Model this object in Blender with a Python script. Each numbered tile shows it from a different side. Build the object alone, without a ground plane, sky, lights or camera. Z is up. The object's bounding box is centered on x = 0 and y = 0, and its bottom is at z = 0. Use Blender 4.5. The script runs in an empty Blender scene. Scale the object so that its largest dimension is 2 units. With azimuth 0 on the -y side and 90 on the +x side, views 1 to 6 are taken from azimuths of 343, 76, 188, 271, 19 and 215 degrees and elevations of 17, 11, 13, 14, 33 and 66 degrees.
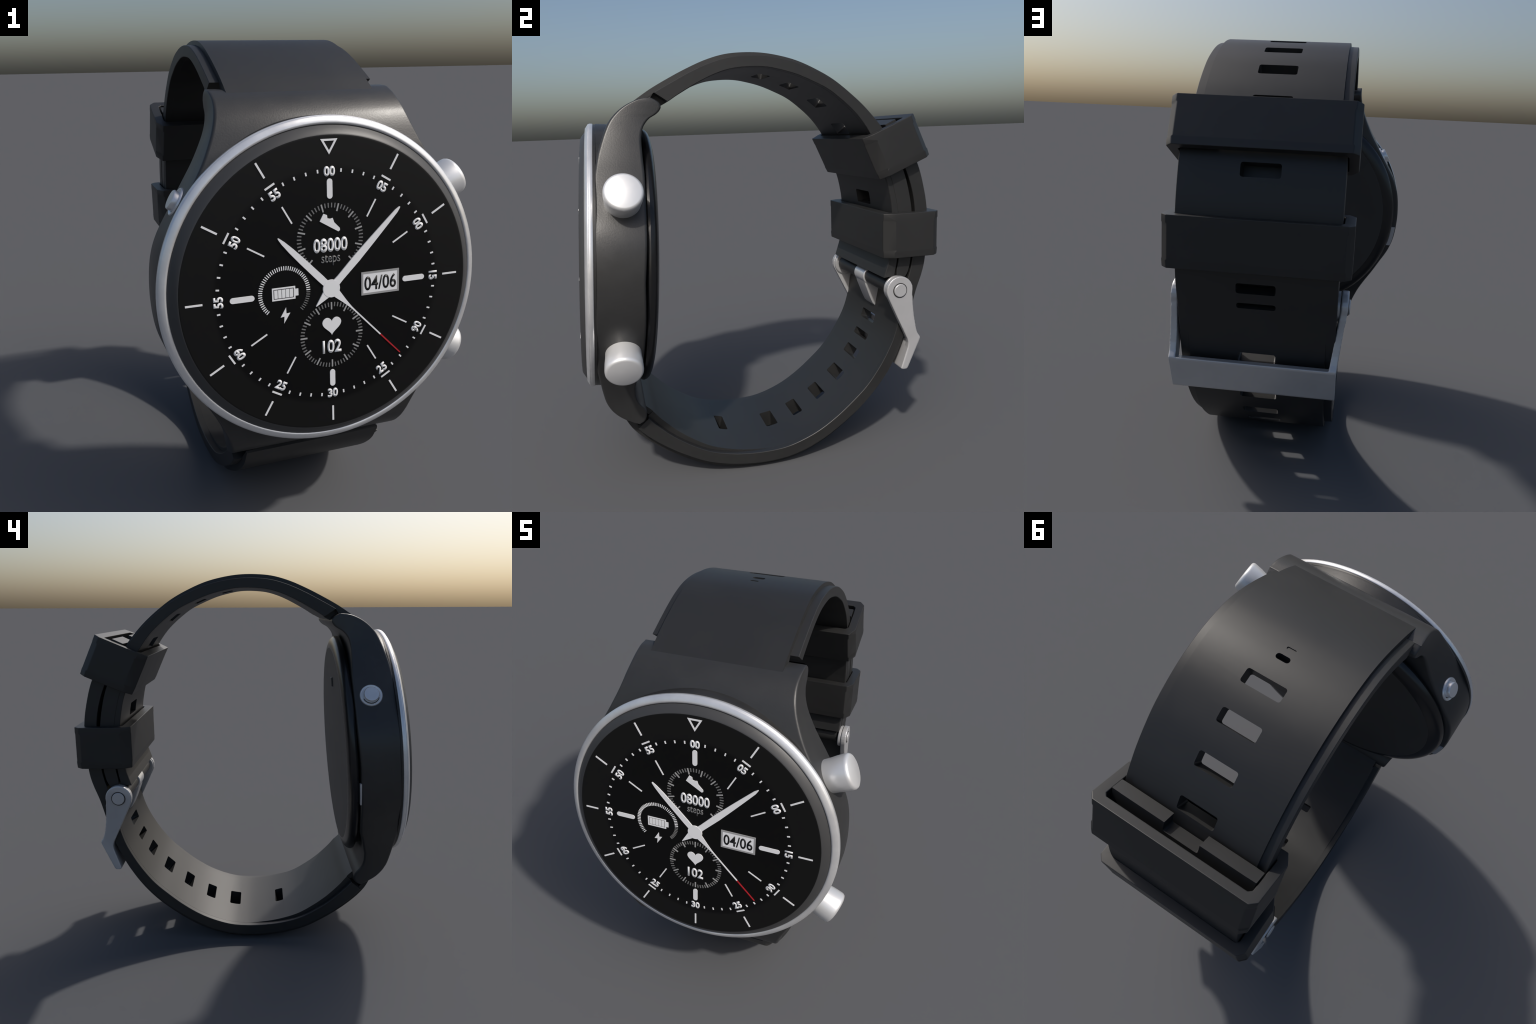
# Smartwatch: round case with lugs, flat display, two crowns, rubber strap with
# two keeper loops and a steel pin buckle.  Everything is built in the watch's
# own symmetric frame (x across, y front to back, z up) and then turned by 1 deg.
import bpy, bmesh, math, random
from mathutils import Vector, Matrix
random.seed(4)
COL = bpy.context.scene.collection
PI = math.pi

# --------------------------------------------------------------------------
# materials
# --------------------------------------------------------------------------
def new_mat(name):
    m = bpy.data.materials.new(name)
    m.use_nodes = True
    nt = m.node_tree
    return m, nt, nt.nodes['Principled BSDF']

def node(nt, kind, **kw):
    n = nt.nodes.new(kind)
    for k, v in kw.items():
        if k in n.inputs.keys():
            n.inputs[k].default_value = v
        else:
            setattr(n, k, v)
    return n

def grainy(name, c1, c2, metallic, r1, r2, scale, bump, stretch=(1, 1, 1), spec=0.5, fine=None, coat=0.0):
    """Principled surface: large soft noise for colour/roughness, fine noise for bump."""
    m, nt, b = new_mat(name)
    tc = node(nt, 'ShaderNodeTexCoord')
    mp = node(nt, 'ShaderNodeMapping')
    mp.inputs['Scale'].default_value = stretch
    nt.links.new(tc.outputs['Object'], mp.inputs['Vector'])
    n1 = node(nt, 'ShaderNodeTexNoise', Scale=scale, Detail=4.0, Roughness=0.6)
    nt.links.new(mp.outputs[0], n1.inputs['Vector'])
    cr = node(nt, 'ShaderNodeValToRGB')
    cr.color_ramp.elements[0].position = 0.3
    cr.color_ramp.elements[0].color = (*c1, 1)
    cr.color_ramp.elements[1].position = 0.7
    cr.color_ramp.elements[1].color = (*c2, 1)
    nt.links.new(n1.outputs['Fac'], cr.inputs['Fac'])
    nt.links.new(cr.outputs['Color'], b.inputs['Base Color'])
    mr = node(nt, 'ShaderNodeMapRange')
    mr.inputs['To Min'].default_value = r1
    mr.inputs['To Max'].default_value = r2
    nt.links.new(n1.outputs['Fac'], mr.inputs['Value'])
    nt.links.new(mr.outputs[0], b.inputs['Roughness'])
    n2 = node(nt, 'ShaderNodeTexNoise', Scale=fine or scale * 12, Detail=2.0)
    nt.links.new(mp.outputs[0], n2.inputs['Vector'])
    bp = node(nt, 'ShaderNodeBump', Strength=bump, Distance=0.004)
    nt.links.new(n2.outputs['Fac'], bp.inputs['Height'])
    nt.links.new(bp.outputs[0], b.inputs['Normal'])
    b.inputs['Metallic'].default_value = metallic
    b.inputs['Specular IOR Level'].default_value = spec
    b.inputs['Coat Weight'].default_value = coat
    return m

def plain(name, c, rough=0.5, metallic=0.0, spec=0.5, emit=0.0):
    m, nt, b = new_mat(name)
    b.inputs['Base Color'].default_value = (*c, 1)
    b.inputs['Roughness'].default_value = rough
    b.inputs['Metallic'].default_value = metallic
    b.inputs['Specular IOR Level'].default_value = spec
    if emit:
        b.inputs['Emission Color'].default_value = (*c, 1)
        b.inputs['Emission Strength'].default_value = emit
    return m

RUBBER = grainy('black_rubber', (0.0180, 0.0181, 0.0182), (0.0222, 0.0222, 0.0222), 0.0, 0.40, 0.50, 3.0, 0.02)
CASE = grainy('dark_brushed_case', (0.056, 0.0557, 0.0555), (0.062, 0.0617, 0.0614), 0.50, 0.34, 0.46, 11.0, 0.07, fine=150)
BEZEL_DARK = grainy('dark_bezel', (0.03, 0.03, 0.03), (0.045, 0.044, 0.043), 0.3, 0.35, 0.45, 8.0, 0.05)
def lighten_edges(m, bright, lo, hi):
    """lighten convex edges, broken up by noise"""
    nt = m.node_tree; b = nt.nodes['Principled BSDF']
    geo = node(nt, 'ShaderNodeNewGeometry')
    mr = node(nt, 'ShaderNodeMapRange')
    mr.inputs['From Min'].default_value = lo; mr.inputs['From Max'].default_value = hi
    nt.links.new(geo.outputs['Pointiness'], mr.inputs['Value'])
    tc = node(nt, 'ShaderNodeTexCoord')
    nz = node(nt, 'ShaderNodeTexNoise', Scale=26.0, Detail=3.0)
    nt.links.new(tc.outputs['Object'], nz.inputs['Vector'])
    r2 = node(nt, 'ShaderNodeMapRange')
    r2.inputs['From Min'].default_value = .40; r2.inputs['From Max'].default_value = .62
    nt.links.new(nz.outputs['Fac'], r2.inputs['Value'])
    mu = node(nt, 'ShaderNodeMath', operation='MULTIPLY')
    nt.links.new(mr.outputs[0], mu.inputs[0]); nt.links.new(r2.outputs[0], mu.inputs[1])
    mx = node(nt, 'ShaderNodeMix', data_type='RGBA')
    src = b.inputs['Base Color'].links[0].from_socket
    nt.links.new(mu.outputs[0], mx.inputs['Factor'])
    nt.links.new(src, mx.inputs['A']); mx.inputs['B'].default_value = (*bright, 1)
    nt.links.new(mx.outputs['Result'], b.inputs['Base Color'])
lighten_edges(CASE, (.20, .195, .185), .53, .60)
SILVER = grainy('polished_silver', (0.78, 0.78, 0.79), (0.90, 0.90, 0.90), 0.62, 0.24, 0.42, 9.0, 0.05, fine=24)
BUTTON = grainy('satin_white_metal', (0.80, 0.80, 0.80), (0.86, 0.86, 0.86), 0.50, 0.34, 0.42, 6.0, 0.03)
STEEL = grainy('buckle_steel', (0.54, 0.54, 0.55), (0.60, 0.60, 0.61), 0.40, 0.30, 0.40, 5.0, 0.04)
BACK_PLATE = grainy('back_plate', (0.038, 0.037, 0.036), (0.045, 0.044, 0.043), 0.0, 0.42, 0.5, 4.0, 0.02)
BACK_NECK = plain('glossy_black', (0.012, 0.012, 0.013), 0.26)
GLASS_RIM = plain('glass_rim', (0.050, 0.050, 0.051), 0.46)
DIAL = None
MARK = plain('dial_light', (0.74, 0.74, 0.75), 0.45, emit=0.10)
MARK_GREY = plain('dial_grey', (0.17, 0.17, 0.17), 0.5)
MARK_MID = plain('dial_mid_grey', (0.36, 0.36, 0.36), 0.5)
RED = plain('dial_red', (0.42, 0.012, 0.02), 0.5, emit=0.05)
INK = plain('dial_ink', (0.006, 0.006, 0.006), 0.5)

def dial_material():
    m, nt, b = new_mat('dial_black')
    tc = node(nt, 'ShaderNodeTexCoord')
    ln = node(nt, 'ShaderNodeVectorMath', operation='LENGTH')
    nt.links.new(tc.outputs['Object'], ln.inputs[0])
    cr = node(nt, 'ShaderNodeValToRGB')
    e = cr.color_ramp.elements
    e[0].position = 0.44; e[0].color = (0.0042, 0.0042, 0.0043, 1)
    e[1].position = 0.458; e[1].color = (0.0088, 0.0088, 0.0086, 1)
    nt.links.new(ln.outputs['Value'], cr.inputs['Fac'])
    nt.links.new(cr.outputs[0], b.inputs['Base Color'])
    b.inputs['Roughness'].default_value = 0.42
    b.inputs['Specular IOR Level'].default_value = 0.16
    return m
DIAL = dial_material()

# --------------------------------------------------------------------------
# helpers
# --------------------------------------------------------------------------
root = bpy.data.objects.new('smartwatch', None)
COL.objects.link(root)
root.location = (-0.026, 0, 0)
root.rotation_euler = (0, 0, math.radians(1.0))
root['label'] = 'black round smartwatch with silver bezel and rubber strap'
root['category'] = 'smartwatch'

TILT = math.radians(4.3)
HEAD = Matrix.Translation((0, -0.846, 1.088)) @ Matrix((
    (1, 0, 0, 0),
    (0, math.sin(TILT), math.cos(TILT), 0),
    (0, math.cos(TILT), -math.sin(TILT), 0),
    (0, 0, 0, 1)))            # maps (X, V, N): across, up the dial, into the case
# HEAD is a reflection; head() maps points, faces are fixed by recalculating normals

def head(x, v, n):
    return HEAD @ Vector((x, v, n))

def link(name, me, parent, mats, kind=None):
    ob = bpy.data.objects.new(name, me)
    COL.objects.link(ob)
    ob.parent = parent
    for m in (mats if isinstance(mats, (list, tuple)) else [mats]):
        me.materials.append(m)
    if kind:
        ob['kind'] = kind
    return ob

def finish(bm, name, smooth=35):
    bmesh.ops.remove_doubles(bm, verts=bm.verts, dist=1e-6)
    bmesh.ops.recalc_face_normals(bm, faces=bm.faces)
    me = bpy.data.meshes.new(name)
    bm.to_mesh(me); bm.free()
    if smooth:
        me.shade_smooth()
        me.set_sharp_from_angle(angle=math.radians(smooth))
    return me

def loft(bm, secs, cap=True, closed=False):
    rows = [[bm.verts.new(p) for p in s] for s in secs]
    n = len(rows[0])
    pairs = list(zip(rows, rows[1:])) + ([(rows[-1], rows[0])] if closed else [])
    for a, b in pairs:
        for i in range(n):
            j = (i + 1) % n
            bm.faces.new((a[i], a[j], b[j], b[i]))
    if cap and not closed:
        bm.faces.new(rows[0][::-1])
        bm.faces.new(rows[-1])
    return rows

def prism(bm, poly, f, lo, hi, mat=0):
    """poly: 2d points, f(u,v,h) -> 3d"""
    a = [bm.verts.new(f(u, v, lo)) for u, v in poly]
    b = [bm.verts.new(f(u, v, hi)) for u, v in poly]
    n = len(poly)
    fs = [bm.faces.new(a[::-1]), bm.faces.new(b)]
    for i in range(n):
        j = (i + 1) % n
        fs.append(bm.faces.new((a[i], a[j], b[j], b[i])))
    for q in fs:
        q.material_index = mat

def smooth_table(rows, n):
    """Catmull-Rom through rows of numbers, n samples evenly in chord length of first two columns."""
    P = [tuple(map(float, r)) for r in rows]
    t = [0.0]
    for a, b in zip(P, P[1:]):
        t.append(t[-1] + math.hypot(b[0] - a[0], b[1] - a[1]))
    out = []
    for k in range(n):
        s = t[-1] * k / (n - 1)
        i = max(j for j in range(len(P) - 1) if t[j] <= s + 1e-9)
        h = t[i + 1] - t[i]; u = (s - t[i]) / h
        row = []
        for c in range(len(P[0])):
            m0 = (P[i + 1][c] - P[i - 1][c]) / (t[i + 1] - t[i - 1]) if i > 0 else (P[1][c] - P[0][c]) / (t[1] - t[0])
            m1 = (P[i + 2][c] - P[i][c]) / (t[i + 2] - t[i]) if i + 2 < len(P) else (P[-1][c] - P[-2][c]) / (t[-1] - t[-2])
            row.append((2*u**3 - 3*u*u + 1) * P[i][c] + (u**3 - 2*u*u + u) * h * m0 + (3*u*u - 2*u**3) * P[i + 1][c] + (u**3 - u*u) * h * m1)
        out.append(row)
    return out

def interp(x, xs, ys):
    if x <= xs[0]: return ys[0]
    for i in range(len(xs) - 1):
        if x <= xs[i + 1]:
            return ys[i] + (ys[i + 1] - ys[i]) * (x - xs[i]) / (xs[i + 1] - xs[i])
    return ys[-1]

def smooth_interp(x, xs, ys):
    """monotone-ish cubic lookup"""
    if x <= xs[0]: return ys[0]
    if x >= xs[-1]: return ys[-1]
    i = max(j for j in range(len(xs) - 1) if xs[j] <= x)
    h = xs[i + 1] - xs[i]; u = (x - xs[i]) / h
    def slope(k):
        if k == 0: return (ys[1] - ys[0]) / (xs[1] - xs[0])
        if k == len(xs) - 1: return (ys[-1] - ys[-2]) / (xs[-1] - xs[-2])
        d0 = (ys[k] - ys[k - 1]) / (xs[k] - xs[k - 1]); d1 = (ys[k + 1] - ys[k]) / (xs[k + 1] - xs[k])
        return 0.0 if d0 * d1 <= 0 else 2 * d0 * d1 / (d0 + d1)
    return (2*u**3 - 3*u*u + 1) * ys[i] + (u**3 - 2*u*u + u) * h * slope(i) + (3*u*u - 2*u**3) * ys[i + 1] + (u**3 - u*u) * h * slope(i + 1)

def evaluated(ob, name):
    dg = bpy.context.evaluated_depsgraph_get()
    dg.update()
    me = bpy.data.meshes.new_from_object(ob.evaluated_get(dg))
    me.name = name
    return me

def cut_and_bevel(ob, cutters, width, smooth=35, segs=2):
    for c in cutters:
        md = ob.modifiers.new('cut', 'BOOLEAN'); md.operation = 'DIFFERENCE'; md.solver = 'EXACT'; md.object = c
    if width:
        bv = ob.modifiers.new('bev', 'BEVEL'); bv.width = width; bv.segments = segs
        bv.limit_method = 'ANGLE'; bv.angle_limit = math.radians(40)
    me = evaluated(ob, ob.name)
    ob.modifiers.clear()
    old = ob.data; ob.data = me; bpy.data.meshes.remove(old)
    for c in cutters:
        cm = c.data
        bpy.data.objects.remove(c); bpy.data.meshes.remove(cm)
    if smooth:
        me.shade_smooth(); me.set_sharp_from_angle(angle=math.radians(smooth))
        wn = ob.modifiers.new('wn', 'WEIGHTED_NORMAL'); wn.keep_sharp = True; wn.weight = 100; wn.mode = 'FACE_AREA'
        me2 = evaluated(ob, ob.name)
        ob.modifiers.clear()
        ob.data = me2; bpy.data.meshes.remove(me)
    return ob

def temp(bm):
    bmesh.ops.recalc_face_normals(bm, faces=bm.faces)
    me = bpy.data.meshes.new('helper'); bm.to_mesh(me); bm.free()
    ob = bpy.data.objects.new('helper', me); COL.objects.link(ob)
    return ob

# --------------------------------------------------------------------------
# case
# --------------------------------------------------------------------------
WV = [0, .07, .135, .19, .244, .284, .35, .40, .43, .472, .506, .535, .57, .605, .645, .69, .715, .745]
WX = [.640, .636, .627, .611, .586, .561, .523, .493, .475, .450, .433, .4195, .404, .391, .380, .3705, .369, .371]
FV = [0, .2, .35, .40, .45, .50, .54, .59, .635, .67, .70, .722, .735, .742]
FN = [.058, .058, .058, .060, .066, .075, .086, .102, .122, .148, .181, .217, .249, .292]
BV = [0, .2, .4, .5, .565, .600, .620, .640, .656, .675, .690, .705, .715, .725, .735, .742]
BN = [.258, .265, .264, .257, .254, .258, .264, .276, .290, .318, .332, .338, .336, .329, .313, .296]
# the lower lug is slimmer than the upper one
FV2 = [0, .2, .35, .40, .45, .504, .55, .597, .641, .675, .694, .708, .717, .722]
FN2 = [.058, .060, .062, .064, .071, .081, .090, .102, .124, .154, .180, .208, .226, .245]
BV2 = [0, .2, .365, .42, .49, .52, .566, .60, .62, .645, .66, .675, .69, .705, .715, .722]
BN2 = [.258, .262, .258, .246, .234, .229, .231, .240, .251, .272, .281, .285, .284, .279, .271, .255]

def half_width(v):
    """outline half width, softened so that the side walls read as one sweep"""
    tot = wsum = 0.0
    for k in range(-10, 11):
        w = math.exp(-(k / 5.0) ** 2)
        tot += w * smooth_interp(min(abs(v + k * .0055), .745), WV, WX); wsum += w
    return tot / wsum

def rounded_section(x, v, a, b, r):
    pts = []
    r = min(r, (b - a) * 0.49)
    for cx, cn, s in ((x - r, b - r, 0), (-x + r, b - r, 1), (-x + r, a + r, 2), (x - r, a + r, 3)):
        for k in range(5):
            t = (s + k / 4.0) * PI / 2
            pts.append(head(cx + r * math.cos(t), v, cn + r * math.sin(t)))
    return pts

bm = bmesh.new()
secs = []
N = 150
for i in range(N + 1):
    t = -math.cos(PI * i / N)
    if t >= 0:
        v = t * 0.742
        n0, n1 = smooth_interp(v, FV, FN), smooth_interp(v, BV, BN)
    else:
        v = t * 0.722
        n0, n1 = smooth_interp(-v, FV2, FN2), smooth_interp(-v, BV2, BN2)
    secs.append(rounded_section(half_width(abs(v)), v, n0, n1, 0.012))
loft(bm, secs)
case = link('case', finish(bm, 'case', 40), root, CASE)

def lathe(bm, prof, seg=160, rx=1.0, rv=1.0, v0=0.0, mats=None):
    """prof: list of (r, n); closed at r == 0 ends. mats: index per segment."""
    rows = []
    for r, n in prof:
        if r < 1e-6:
            rows.append([bm.verts.new(head(0, v0, n))])
        else:
            rows.append([bm.verts.new(head(rx * r * math.cos(2*PI*k/seg), v0 + rv * r * math.sin(2*PI*k/seg), n)) for k in range(seg)])
    for q, (a, b) in enumerate(zip(rows, rows[1:])):
        for k in range(seg):
            j = (k + 1) % seg
            if len(a) == 1 and len(b) == 1: continue
            if len(a) == 1: f = bm.faces.new((a[0], b[j], b[k]))
            elif len(b) == 1: f = bm.faces.new((a[k], a[j], b[0]))
            else: f = bm.faces.new((a[k], a[j], b[j], b[k]))
            if mats: f.material_index = mats[q]

EX, EV = 1.016, 0.986
# dark cylinder under the bright ring
bm = bmesh.new()
lathe(bm, [(0, .050), (.624, .050), (.631, .054), (.631, .0665), (.620, .068), (0, .068)], rx=EX, rv=EV, v0=.006)
lathe(bm, [(0, .058), (.628, .060), (.6335, .066), (.6345, .074), (.6345, .19), (0, .19)], rx=.984, rv=EV, v0=.006)
link('bezel_base', finish(bm, 'bezel_base'), root, BEZEL_DARK)
# bright ring
bm = bmesh.new()
lathe(bm, [(.600, .050), (.601, .026), (.604, .0225), (.611, .0215), (.627, .0312), (.6315, .0342), (.6318, .0358), (.6302, .0370), (.6335, .0388), (.6342, .0410), (.6342, .0535), (.632, .0555), (.600, .0555)],
      rx=EX, rv=EV, v0=.006)
link('bezel_ring', finish(bm, 'bezel_ring', 50), root, SILVER)
# display glass with sloped rim
bm = bmesh.new()
lathe(bm, [(0, 0), (.560, 0), (.5665, .0005), (.572, .0035), (.598, .0205), (.6015, .026), (.6015, .045), (0, .045)], rx=EX, rv=EV, v0=.004,
      mats=[0, 0, 1, 1, 1, 1, 1])
screen = link('screen', finish(bm, 'screen', 30), root, [DIAL, GLASS_RIM])
# Object coordinates of the screen should start at the dial centre
screen.data.transform(Matrix.Translation((0, .846, -1.088)))
screen.location = (0, -.846, 1.088)

# back cover
bm = bmesh.new()
lathe(bm, [(.575, .20), (.579, .260), (.598, .263), (.609, .270), (.612, .280), (.608, .292), (.598, .303), (.580, .3115), (.560, .3165), (.5475, .3185), (.543, .3185), (0, .3185)],
      v0=.004, mats=[1, 1, 1, 1, 1, 1, 1, 1, 1, 0, 0])
link('back_cover', finish(bm, 'back_cover', 30), root, [BACK_PLATE, BACK_NECK])
bm = bmesh.new()
prism(bm, [(-.085, .345), (-.04, .345), (-.04, .395), (-.085, .395)], head, .310, .326)
sensor = link('back_sensor', finish(bm, 'back_sensor', 0), root, BACK_PLATE)
bv = sensor.modifiers.new('b', 'BEVEL'); bv.width = .004; bv.segments = 2
cut_and_bevel(sensor, [], 0)

# crowns on the right, small button on the left
def button(name, prof, ox, ov, on, ang, mats, idx=None, seg=64):
    """profile (r, h) spun about an axis lying in the dial plane at angle ang from +X"""
    ax = Vector((math.cos(ang), math.sin(ang), 0)); side = Vector((-math.sin(ang), math.cos(ang), 0)); nn = Vector((0, 0, 1))
    bm = bmesh.new(); rows = []
    for r, h in prof:
        c = Vector((ox, ov, on)) + ax * h
        if r < 1e-6:
            rows.append([bm.verts.new(head(*c))])
        else:
            rows.append([bm.verts.new(head(*(c + side * (r * math.cos(2*PI*k/seg)) + nn * (r * math.sin(2*PI*k/seg))))) for k in range(seg)])
    for q, (a, b) in enumerate(zip(rows, rows[1:])):
        for k in range(seg):
            j = (k + 1) % seg
            if len(a) == 1: f = bm.faces.new((a[0], b[j], b[k]))
            elif len(b) == 1: f = bm.faces.new((a[k], a[j], b[0]))
            else: f = bm.faces.new((a[k], a[j], b[j], b[k]))
            if idx: f.material_index = idx[q]
    return link(name, finish(bm, name, 50), root, mats)

CROWN = [(0, -.12), (.074, -.12), (.0755, -.075), (.078, -.05), (.079, -.012), (.078, -.004), (.074, .003), (.067, .0065), (0, .0075)]
button('crown', CROWN, .634, .366, .171, math.radians(26), BUTTON)
button('crown', CROWN, .636, -.368, .172, math.radians(-26), BUTTON)
KNOB = [(0, -.07), (.055, -.07), (.056, -.024), (.053, -.0195), (.047, -.0195), (.042, -.025), (.0385, -.025), (.0382, -.004), (.035, 0), (0, .0005)]
button('side_button', KNOB, -.548, .357, .182, math.radians(180 - 29), SILVER)

# pale strip on the rear left edge of the case
bm = bmesh.new()
pts = []
for k in range(7):
    v = -.07 - .115 * k / 6
    pts.append((smooth_interp(abs(v), WV, WX) - .006, v))
prism(bm, [(-x, v) for x, v in pts] + [(-x + .022, v) for x, v in pts[::-1]], head, .25, .2665)
link('pale_edge_strip', finish(bm, 'pale_edge_strip', 0), root, STEEL)

# --------------------------------------------------------------------------
# dial print (raised a hair off the display)
# --------------------------------------------------------------------------
def vy(v):                       # lower half of the printed dial is slightly squashed
    return v if v >= 0 else v * 0.962
LIFT = 0.0018
def dial_f(u, v, h):
    return head(u, v, -h)
def polar(ang, r, t=0.0):
    """clock angle, radius, tangential offset -> dial x, v"""
    s, c = math.sin(ang), math.cos(ang)
    return (r * s + t * c, vy(r * c - t * s))

def dial_part(name, polys, mat, kind=None, lift=LIFT, base=-0.001, chamfer=0.0):
    bm = bmesh.new()
    for p in polys:
        prism(bm, p, dial_f, base, lift)
    me = finish(bm, name, 0)
    return link(name, me, screen_marks, mat, kind)

screen_marks = screen
def attach(ob):
    # keep dial pieces in watch coordinates although the screen has its own origin
    ob.matrix_parent_inverse = Matrix.Translation((0, .846, -1.088))
    return ob

def bar(ang, r0, r1, w):
    return [polar(ang, r0, -w/2), polar(ang, r0, w/2), polar(ang, r1, w/2), polar(ang, r1, -w/2)]

def pill(ang, r0, r1, w):
    pts = []
    for k in range(9):
        t = PI * k / 8
        pts.append(polar(ang, r1 - w/2 + w/2 * math.sin(t), w/2 * math.cos(t)))
    for k in range(9):
        t = PI + PI * k / 8
        pts.append(polar(ang, r0 + w/2 + w/2 * math.sin(t), w/2 * math.cos(t)))
    return pts

D2R = PI / 180
for h in range(1, 12):
    a = h * 30 * D2R
    r1 = .541 if h == 3 else .553
    r0 = .478 if h == 3 else .491
    attach(dial_part('hour_tick', [bar(a, r0, r1, .0072)], MARK))
    if h % 3:
        attach(dial_part('inner_hour_tick', [bar(a, .297, .369, .0058)], MARK))
for a, r0, r1 in ((0, .335, .408), (90, .300, .395), (180, .334, .404), (270, .300, .392)):
    attach(dial_part('hour_bar', [pill(a * D2R, r0, r1, .0215)], MARK, lift=.0026))
minute = []
for k in range(60):
    if k % 5 and (k % 60) not in ():
        a = k * 6 * D2R
        minute.append(bar(a, .431, .4435, .0058))
attach(dial_part('minute_dots', minute, MARK, 'stuff'))
attach(dial_part('number_underline', [bar2 for bar2 in
      [[polar(h*30*D2R, .4520, -.021), polar(h*30*D2R, .4520, .021), polar(h*30*D2R, .4590, .021), polar(h*30*D2R, .4590, -.021)]
       for h in (1, 2, 4, 5, 7, 8, 10, 11)]], MARK, 'stuff'))

# triangle at twelve, as an outline
def tri_outline(apex_v, top_v, hw, t):
    o = [(0, apex_v), (hw, top_v), (-hw, top_v)]
    L = math.hypot(hw, top_v - apex_v)
    da = t * L / hw
    it = top_v - t
    ihw = (it - (apex_v + da)) * hw / (top_v - apex_v)
    i = [(0, apex_v + da), (ihw, it), (-ihw, it)]
    return [[o[k], o[(k+1) % 3], i[(k+1) % 3], i[k]] for k in range(3)]
attach(dial_part('twelve_marker', tri_outline(.493, .548, .033, .0072), MARK))

# lettering
def text(name, s, x, v, size, rot, mat, bold=0.0, sx=1.0, lift=LIFT):
    cu = bpy.data.curves.new(name, 'FONT')
    cu.body = s; cu.size = size; cu.align_x = 'CENTER'; cu.align_y = 'CENTER'
    cu.extrude = 0.0; cu.offset = bold; cu.resolution_u = 4
    ob = bpy.data.objects.new(name, cu); COL.objects.link(ob)
    me = evaluated(ob, name)
    bpy.data.objects.remove(ob); bpy.data.curves.remove(cu)
    bm = bmesh.new(); bm.from_mesh(me)
    bmesh.ops.remove_doubles(bm, verts=bm.verts, dist=1e-5)
    xs = [q.co.x for q in bm.verts]; ys = [q.co.y for q in bm.verts]
    cx, cy = (min(xs) + max(xs)) / 2, (min(ys) + max(ys)) / 2
    ret = bmesh.ops.extrude_face_region(bm, geom=list(bm.faces))
    up = {g for g in ret['geom'] if isinstance(g, bmesh.types.BMVert)}
    c, sn = math.cos(rot), math.sin(rot)
    for q in bm.verts:
        u = (q.co.x - cx) * sx; w = q.co.y - cy
        q.co = dial_f(x + u * c - w * sn, v + u * sn + w * c, lift if q in up else -0.001)
    me.clear_geometry()
    bmesh.ops.recalc_face_normals(bm, faces=bm.faces)
    bm.to_mesh(me); bm.free()
    return attach(link(name, me, screen, mat))

NUM = {0: '00', 1: '05', 2: '00', 3: '15', 4: '90', 5: '25', 6: '30', 7: '25', 8: '60', 9: '55', 10: '50', 11: '55'}
for h, s in NUM.items():
    a = h * 30 * D2R
    r = .434 if h % 3 == 0 else .421
    x, v = polar(a, r)
    text('minute_number', s, x, v, .047, -a if h not in (4, 5, 6, 7, 8) else PI - a, MARK, .0018, .92)
text('step_count', '08000', 0, .165, .070, 0, MARK, .0018, .78)
text('step_word', 'steps', 0, .108, .052, 0, MARK_GREY, .0004, .72)
text('pulse_number', '102', 0, -.228, .070, 0, MARK, .0016, .84)

# small dials
def sub_ticks(cx, cv, r1, rmin, rmaj, every, off, w, skip=lambda a: False):
    maj, mnr = [], []
    for k in range(60):
        deg = k * 6 + off
        if skip(deg % 360): continue
        a = deg * D2R; s, c = math.sin(a), math.cos(a)
        r0 = rmaj if k % every == 0 else rmin
        ww = w * (1.25 if k % every == 0 else 1.0)
        p = [(cx + r*s + t*c, cv + r*c - t*s) for r, t in ((r0, -ww/2), (r0, ww/2), (r1, ww/2), (r1, -ww/2))]
        (maj if k % every == 0 else mnr).append(p)
    return maj, mnr
maj, mnr = sub_ticks(0, .188, .132, .115, .103, 5, 15, .0045, lambda a: 140 < a < 220)
attach(dial_part('step_dial_ticks', mnr, MARK_GREY, 'stuff'))
attach(dial_part('step_dial_major_ticks', maj, MARK_MID, 'stuff'))
maj, mnr = sub_ticks(0, -.182, .128, .112, .100, 5, 0, .0045)
attach(dial_part('pulse_dial_ticks', mnr, MARK_GREY, 'stuff'))
attach(dial_part('pulse_dial_major_ticks', maj, MARK_MID, 'stuff'))
BX, BVV = -.185, .004
bright, dim = [], []
for k in range(-26, 27):
    a = k * 5.2 * D2R; s, c = math.sin(a), math.cos(a); w = .0034
    p = [(BX + r*s + t*c, BVV + r*c - t*s) for r, t in ((.086, -w/2), (.086, w/2), (.101, w/2), (.101, -w/2))]
    (dim if k > 17 else bright).append(p)
attach(dial_part('battery_dial_ticks', bright, MARK, 'stuff'))
attach(dial_part('battery_dial_dim_ticks', dim, MARK_GREY, 'stuff'))

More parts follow.
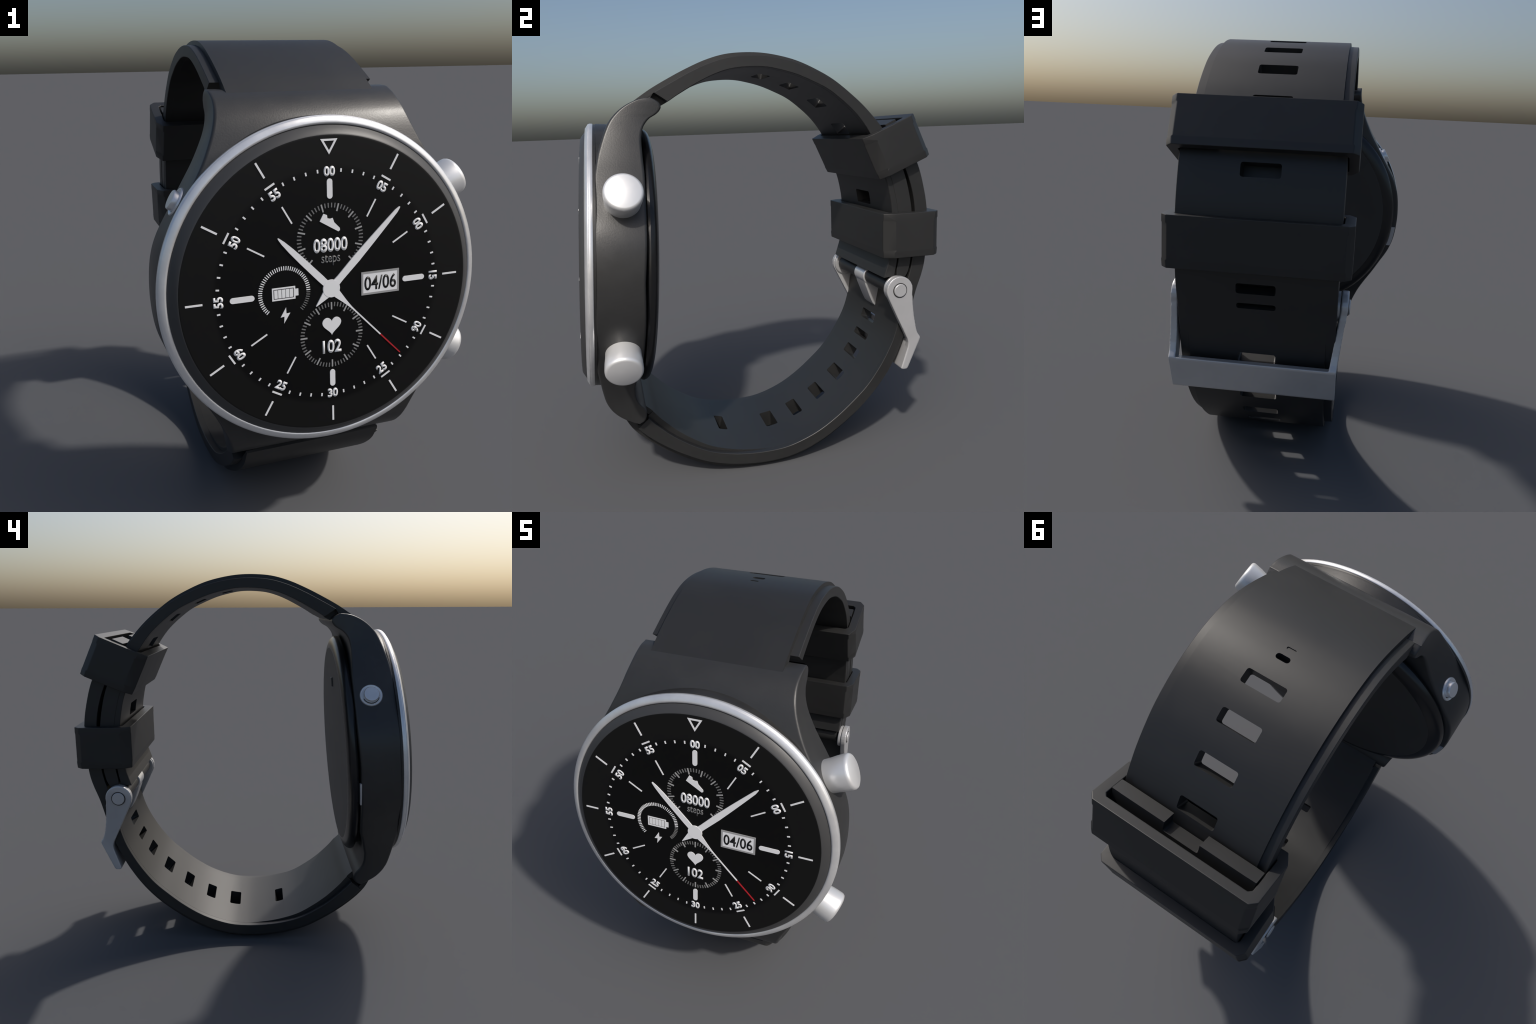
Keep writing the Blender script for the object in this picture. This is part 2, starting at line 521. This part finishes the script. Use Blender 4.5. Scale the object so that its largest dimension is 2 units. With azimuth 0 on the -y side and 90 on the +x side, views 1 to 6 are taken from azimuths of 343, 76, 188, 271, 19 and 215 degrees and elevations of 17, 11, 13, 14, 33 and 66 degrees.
# battery sign
bx0, bx1, bv0, bv1 = -.233, -.143, -.021, .027
t = .0055
batt = [[(bx0, bv0), (bx1, bv0), (bx1, bv0 + t), (bx0, bv0 + t)], [(bx0, bv1 - t), (bx1, bv1 - t), (bx1, bv1), (bx0, bv1)],
        [(bx0, bv0 + t), (bx0 + t, bv0 + t), (bx0 + t, bv1 - t), (bx0, bv1 - t)], [(bx1 - t, bv0 + t), (bx1, bv0 + t), (bx1, bv1 - t), (bx1 - t, bv1 - t)],
        [(bx1, -.010), (bx1 + .012, -.010), (bx1 + .012, .016), (bx1, .016)]]
for k in range(5):
    x0 = bx0 + .0085 + k * .0150
    batt.append([(x0, bv0 + .0085), (x0 + .0128, bv0 + .0085), (x0 + .0128, bv1 - .0085), (x0, bv1 - .0085)])
attach(dial_part('battery_sign', batt, MARK))
cx, cv = -.184, -.080
attach(dial_part('charging_bolt', [[(cx + x, cv + v) for x, v in ((.003, .030), (-.019, -.006), (-.004, -.004), (-.006, -.030), (.019, .008), (.004, .006))]], MARK))
# heart
hp = []
for k in range(40):
    a = 2 * PI * k / 40
    hp.append((.0024 * 16 * math.sin(a)**3, -.142 + .0024 * (13*math.cos(a) - 5*math.cos(2*a) - 2*math.cos(3*a) - math.cos(4*a))))
attach(dial_part('heart_sign', [hp], MARK, lift=.0026))
# running shoe
a = math.radians(-29); shoe = []
for x, v in ((-.046, -.016), (-.046, .022), (-.030, .024), (-.022, .012), (-.010, .016), (-.002, .024), (.012, .010), (.030, .004), (.045, -.001), (.050, -.010), (.046, -.018)):
    x, v = x * .92, v * .82
    shoe.append((.002 + x * math.cos(a) - v * math.sin(a), .246 + x * math.sin(a) + v * math.cos(a)))
attach(dial_part('shoe_sign', [shoe], MARK, lift=.0026))
# date window
w0, w1, h0, h1, t = .124, .284, -.044, .046, .008
frame = [[(w0, h0), (w1, h0), (w1 - t, h0 + t), (w0 + t, h0 + t)], [(w1, h0), (w1, h1), (w1 - t, h1 - t), (w1 - t, h0 + t)],
         [(w1, h1), (w0, h1), (w0 + t, h1 - t), (w1 - t, h1 - t)], [(w0, h1), (w0, h0), (w0 + t, h0 + t), (w0 + t, h1 - t)]]
attach(dial_part('date_frame', frame, MARK_MID, lift=.0026))
attach(dial_part('date_window', [[(w0 + t, h0 + t), (w1 - t, h0 + t), (w1 - t, h1 - t), (w0 + t, h1 - t)]], MARK, lift=.0024))
text('date_number', '04/06', (w0 + w1) / 2, .001, .075, 0, INK, .0012, .80, lift=.0030)

# hands
def hand(profile, ang):
    """profile: (r, half width) from tail to tip"""
    s, c = math.sin(ang), math.cos(ang)
    L = [(r*s - w*c, r*c + w*s) for r, w in profile]
    R = [(r*s + w*c, r*c - w*s) for r, w in profile[::-1]]
    return L + R
hour_a, min_a, sec_a = math.radians(-44.4), math.radians(45.2), math.radians(135.6)
attach(dial_part('hour_hand', [hand([(-.02, .010), (.02, .0125), (.06, .0135), (.16, .0125), (.22, .0105), (.265, .007), (.289, .0028), (.292, .001)], hour_a)], MARK, lift=.0040))
attach(dial_part('minute_hand', [hand([(-.088, .001), (-.03, .016), (0, .016), (.05, .0135), (.15, .0150), (.24, .0125), (.32, .0095), (.38, .0068), (.398, .003), (.402, .001)], min_a)], MARK, lift=.0046))
attach(dial_part('second_hand', [hand([(0, .018), (.03, .0155), (.08, .0075), (.115, .0035), (.14, .0028), (.293, .0028)], sec_a)], MARK, lift=.0024))
attach(dial_part('second_hand_tip', [hand([(.293, .0028), (.412, .0024), (.418, .0012)], sec_a)], RED, lift=.0024))
attach(dial_part('hand_hub', [[(.034 * math.cos(2*PI*k/24), .034 * math.sin(2*PI*k/24)) for k in range(24)]], MARK, lift=.0054))

# --------------------------------------------------------------------------
# strap
# --------------------------------------------------------------------------
DX = -.008
WB, WC, WP = .338, .298, .306
def strap_secs(table, n, wb=WB, wc=WC, wp=WP):
    """rows: outer y,z  inner y,z  cap height  pad height -> T shaped cross sections"""
    secs = []
    for oy, oz, iy, iz, ch, ph in smooth_table(table, n):
        d = Vector((oy - iy, oz - iz)); d.normalize()
        O = Vector((oy, oz)); I = Vector((iy, iz))
        ch = max(ch, .0009); ph = max(ph, .0009)
        OC = O + d * ch; IP = I - d * ph
        q = [(wc, OC), (wc + .002, O + d*.0005), (wb - .002, O), (wb, O - d * .002), (wb, I + d * .002), (wb - .002, I), (wp, I - d*.0005), (wp, IP)]
        secs.append([(DX + x, p.x, p.y) for x, p in q] + [(DX - x, p.x, p.y) for x, p in q[::-1]])
    return secs

def box_cut(y, z, dy, dz, length, depth, hw, r=.010, dx=0.0):
    """slot cutter: centre (y,z), strap direction (dy,dz); rounded in the x / strap plane"""
    L = math.hypot(dy, dz); t = Vector((dy / L, dz / L)); n = Vector((-t.y, t.x))
    poly = []
    for cx, cs, s in ((hw - r, length/2 - r, 0), (-hw + r, length/2 - r, 1), (-hw + r, -length/2 + r, 2), (hw - r, -length/2 + r, 3)):
        for k in range(4):
            a = (s + k / 3) * PI / 2
            poly.append((cx + r * math.cos(a), cs + r * math.sin(a)))
    bm = bmesh.new()
    c = Vector((y, z))
    def f(u, v, h):
        p = c + t * v + n * h
        return Vector((DX + dx + u, p.x, p.y))
    prism(bm, poly, f, -depth/2, depth/2)
    return temp(bm)

def notch_cut(p0, p1, x0, x1, back, fwd, over=.001):
    """box from x0 to x1 bounded by the line p0-p1, extending 'back' along normal"""
    a, b = Vector(p0), Vector(p1)
    d = (b - a).normalized(); n = Vector((d.y, -d.x))
    a2, b2 = a - d * fwd, b + d * over     # small 'over' stays under the top layer
    poly = [a2, b2, b2 + n * back, a2 + n * back]
    bm = bmesh.new()
    prism(bm, [(q.x, q.y) for q in poly], lambda u, v, h: Vector((h, u, v)), x0, x1)
    return temp(bm)

UP = [(-.560, 1.775, -.532, 1.742, .022, 0), (-.480, 1.8275, -.440, 1.780, .022, 0), (-.402, 1.870, -.370, 1.822, .022, .001), (-.319, 1.912, -.292, 1.865, .021, .001),
      (-.236, 1.947, -.216, 1.900, .0205, 0), (-.154, 1.970, -.140, 1.923, .020, 0), (-.072, 1.9785, -.058, 1.9315, .0195, 0), (.010, 1.977, .018, 1.930, .019, 0),
      (.092, 1.965, .089, 1.917, .018, 0), (.174, 1.944, .162, 1.897, .017, 0), (.257, 1.911, .238, 1.866, .015, 0), (.341, 1.868, .315, 1.828, .013, 0),
      (.415, 1.815, .384, 1.777, .012, 0), (.485, 1.755, .450, 1.717, .011, 0), (.543, 1.694, .500, 1.655, .010, 0), (.588, 1.640, .534, 1.600, .008, 0),
      (.645, 1.548, .575, 1.520, .004, 0), (.697, 1.436, .627, 1.410, .002, 0), (.724, 1.342, .650, 1.330, .001, 0), (.741, 1.242, .667, 1.240, 0, 0), (.746, 1.10, .675, 1.10, 0, 0),
      (.738, 1.00, .673, 1.00, 0, 0), (.724, .935, .662, .940, 0, 0), (.706, .905, .662, .908, 0, 0)]
bm = bmesh.new()
loft(bm, strap_secs(UP, 110))
upper = temp(bm); upper.name = 'upper_strap'
cuts = []
for y, z, dy, dz, ln in ((.088, 1.950, .95, -.22, .060), (.243, 1.902, .90, -.42, .060), (.399, 1.815, .80, -.60, .066), (.535, 1.676, .62, -.78, .066), (.690, 1.285, .12, -1, .075)):
    cuts.append(box_cut(y, z, dy, dz, ln, .16, .087))
cuts.append(box_cut(-.030, 1.99, 1, 0, .026, .06, .030, .012))
cuts.append(box_cut(-.078, 1.998, 1, 0, .012, .010, .020, .005, dx=-.006))
for s in (1, -1):      # side flanges stop short of the lug
    xs = sorted((DX + s * .262, DX + s * .40))
    cuts.append(notch_cut((-.416, 1.788), (-.478, 1.829), *xs, -.2, .05))
    xs = sorted((DX + s * .3005, DX + s * .41))
    cuts.append(notch_cut((-.4161, 1.7881), (-.4781, 1.8291), *xs, -.21, .06, .06))
cut_and_bevel(upper, cuts, .0035)
upper.parent = root; upper.data.materials.append(RUBBER)

FLAP = [(.618, 1.45, .586, 1.44, 0, 0), (.633, 1.41, .604, 1.40, 0, 0), (.656, 1.33, .622, 1.335, 0, 0), (.672, 1.24, .637, 1.242, 0, 0), (.678, 1.12, .637, 1.12, 0, 0),
        (.665, 1.00, .621, 1.00, 0, 0), (.654, .94, .601, .935, 0, 0), (.650, .916, .594, .912, 0, 0)]
bm = bmesh.new()
loft(bm, strap_secs(FLAP, 40, wb=.336, wc=.330, wp=.330))
flap = temp(bm); flap.name = 'strap_fold'
cut_and_bevel(flap, [box_cut(.64, 1.288, .12, -1, .070, .08, .085)], .003)
flap.parent = root; flap.data.materials.append(RUBBER)

LOW = [(-.700, .385, -.655, .420, .026, .012), (-.662, .314, -.612, .358, .026, .030), (-.604, .252, -.560, .300, .027, .028), (-.518, .184, -.482, .230, .028, .024),
       (-.429, .128, -.400, .174, .029, .020), (-.337, .082, -.315, .130, .030, .015), (-.230, .050, -.215, .102, .030, .010), (-.130, .034, -.124, .089, .030, .005),
       (-.030, .029, -.030, .085, .029, .001), (.070, .037, .062, .092, .029, 0), (.170, .064, .153, .117, .029, 0), (.270, .110, .243, .156, .029, 0),
       (.370, .174, .335, .214, .028, 0), (.460, .243, .418, .280, .026, 0), (.540, .322, .496, .352, .022, 0), (.610, .411, .562, .437, .016, 0), (.655, .490, .608, .512, .011, 0),
       (.690, .566, .642, .581, .007, 0), (.717, .645, .666, .655, .004, 0), (.742, .735, .683, .745, .001, 0), (.768, .830, .705, .845, 0, 0), (.797, .910, .733, .925, 0, 0),
       (.813, .970, .745, .980, 0, 0), (.820, 1.03, .752, 1.03, 0, 0), (.825, 1.13, .758, 1.13, 0, 0), (.824, 1.242, .759, 1.242, 0, 0), (.808, 1.342, .743, 1.340, 0, 0),
       (.773, 1.465, .709, 1.440, 0, 0), (.724, 1.556, .664, 1.530, 0, 0), (.651, 1.684, .598, 1.660, 0, 0)]
bm = bmesh.new()
loft(bm, strap_secs(LOW, 150))
lower = temp(bm); lower.name = 'lower_strap'
cuts = []
for y, z, dy, dz, ln in ((-.222, .070, .97, -.22, .048), (.057, .060, 1, .05, .064), (.215, .105, .93, .36, .056), (.352, .195, .82, .58, .058), (.478, .290, .72, .69, .062),
                         (.580, .405, .57, .82, .052), (.640, .505, .45, .90, .036), (.680, .610, .34, .94, .050), (.760, .862, .30, .95, .028),
                         (.780, .944, .22, .97, .048), (.757, 1.415, -.28, .95, .060), (.640, 1.660, -.45, .89, .058)):
    cuts.append(box_cut(y, z, dy, dz, ln, .17, .083))
for s in (1, -1):
    xs = sorted((DX + s * .270, DX + s * .40))
    cuts.append(notch_cut((-.603, .353), (-.653, .309), *xs, .2, .002))
    xs = sorted((DX + s * .3005, DX + s * .41))
    cuts.append(notch_cut((-.6031, .3531), (-.6531, .3091), *xs, .21, .06, .06))
cut_and_bevel(lower, cuts, .0035)
lower.parent = root; lower.data.materials.append(RUBBER)

# keeper loops: chamfered rectangular sleeves with sunk corner facets
def keeper(name, p_top, axis, thick_dir, thick, length, hw, wall_o, wall_i, wall_s):
    P = Vector(p_top); A = Vector(axis).normalized(); T = Vector(thick_dir).normalized()
    def ring(s, grow, c_o, c_i):
        # (x, t): t measured from outer face inward
        w = hw + grow; t0 = -grow; t1 = thick + grow
        co, ci = c_o, c_i
        poly = [(w - co[0], t0), (w, t0 + co[1]), (w, t1 - ci[1]), (w - ci[0], t1), (-w + ci[0], t1), (-w, t1 - ci[1]), (-w, t0 + co[1]), (-w + co[0], t0)]
        return [(DX + x, *(P + A * s + T * t)) for x, t in poly]
    def hole(s):
        w = hw - wall_s; t0 = wall_o; t1 = thick - wall_i; c = .014
        poly = [(w - c, t0), (w, t0 + c), (w, t1 - c), (w - c, t1), (-w + c, t1), (-w, t1 - c), (-w, t0 + c), (-w + c, t0)]
        return [(DX + x, *(P + A * s + T * t)) for x, t in poly]
    big_o, big_i = (.026, .028), (.028, .050)          # rims
    sunk_o, sunk_i = (.0310, .0340), (.0330, .0565)        # facets between the rims
    rim = .032
    stations = [(0.0, 0, big_o, big_i), (rim, 0, big_o, big_i), (rim + .006, 0, sunk_o, sunk_i), (length - rim - .006, 0, sunk_o, sunk_i),
                (length - rim, 0, big_o, big_i), (length, -.002, big_o, big_i)]
    bm = bmesh.new()
    rings = [ring(*s) for s in stations] + [hole(length), hole(length * .5), hole(0.0)]
    loft(bm, rings, cap=False, closed=True)
    ob = temp(bm); ob.name = name
    cut_and_bevel(ob, [], .004, 40)
    ob.parent = root; ob.data.materials.append(RUBBER)
    return ob
keeper('strap_loop', (.733, 1.7085), (.0895, -.196), (-.268, -.112), .286, .217, .387, .0445, .046, .045)
keeper('strap_loop', (.870, 1.2365), (.000, -1), (-1, 0), .293, .220, .389, .046, .050, .046)

# --------------------------------------------------------------------------
# buckle
# --------------------------------------------------------------------------
buckle = bpy.data.objects.new('buckle', None); COL.objects.link(buckle); buckle.parent = root
PY, PZ = .658, .852
arm = []
for k in range(15):          # round head over the pin
    a = math.radians(200 - 215 * k / 14)
    arm.append((PY + .070 * math.cos(a), PZ + .070 * math.sin(a)))
arm += [(.729, .810), (.732, .760), (.738, .710), (.748, .655), (.759, .620), (.775, .596), (.774, .586), (.708, .440), (.700, .433), (.680, .433), (.669, .438),
        (.706, .548), (.709, .572), (.704, .592), (.650, .705), (.610, .790)]
AO, AI = .364, .333
def splay(u, v, h):
    """arms spread a little towards the pin and the bar sits slightly off centre"""
    t = min(max((v - .60) / .25, 0.0), 1.0)
    return Vector((h + math.copysign(.019, h) * t + .014 * (1 - t), u, v))
bm = bmesh.new()
for s in (1, -1):
    xs = sorted((DX + s * AO, DX + s * AI))
    prism(bm, arm, splay, *xs)
cross = [(.775, .596), (.774, .586), (.708, .440), (.700, .433), (.680, .433), (.669, .438), (.706, .548), (.726, .590)]
prism(bm, cross, splay, DX - AI - .004, DX + AI + .004)
frame_ob = temp(bm)
# fuse the arms and the cross bar into one casting
rm = frame_ob.modifiers.new('r', 'REMESH'); rm.mode = 'VOXEL'; rm.voxel_size = .0035
sm = frame_ob.modifiers.new('s', 'SMOOTH'); sm.iterations = 4; sm.factor = .5
frame_ob.name = 'buckle_frame'
cut_and_bevel(frame_ob, [], 0, 0)
frame_ob.data.shade_smooth()
frame_ob.parent = buckle; frame_ob.data.materials.append(STEEL)

def rod(name, prof, mat, parent, y=PY, z=PZ, seg=40):
    bm = bmesh.new(); rows = []
    for r, x in prof:
        rows.append([(DX + x, y + r * math.cos(2*PI*k/seg), z + r * math.sin(2*PI*k/seg)) for k in range(seg)])
    loft(bm, rows)
    return link(name, finish(bm, name, 22), parent, mat)
for s in (1, -1):
    rod('dark_pin_disc', [(.0375, s * .36), (.0375, s * .3838)], BEZEL_DARK, buckle)  # thin dark disc for the dark line round the pin head
    rod('pin_head', [(.033, s * .34), (.033, s * .3865), (.0315, s * .389), (.030, s * .390)], STEEL, buckle)
    rod('pin_washer', [(.062, s * .330), (.066, s * .334), (.066, s * .346), (.062, s * .349)], STEEL, buckle)
rod('strap_sleeve', [(.034, -.322), (.040, -.319), (.040, .319), (.034, .322)], RUBBER, buckle, y=.648, z=.858)
rod('pin_collar', [(.0445, -.064), (.0475, -.061), (.0475, .061), (.0445, .064)], SILVER, buckle, y=.648, z=.858)
bm = bmesh.new()
tong = [(.603, .868), (.612, .815), (.640, .742), (.658, .702), (.672, .688), (.694, .683), (.704, .692), (.706, .730), (.703, .790), (.690, .860)]
prism(bm, tong, lambda u, v, h: Vector((DX + h * (1.0 - (.88 - v) * .6), u, v)), -.062, .062)
tongue = temp(bm); tongue.name = 'buckle_tongue'
cut_and_bevel(tongue, [], .006, 40)
tongue.parent = buckle; tongue.data.materials.append(STEEL)

# origin housekeeping: rest the lowest point on the ground
bpy.context.view_layer.update()
lo = min((o.matrix_world @ v.co).z for o in bpy.data.objects if o.type == 'MESH' for v in o.data.vertices)
root.location.z -= lo
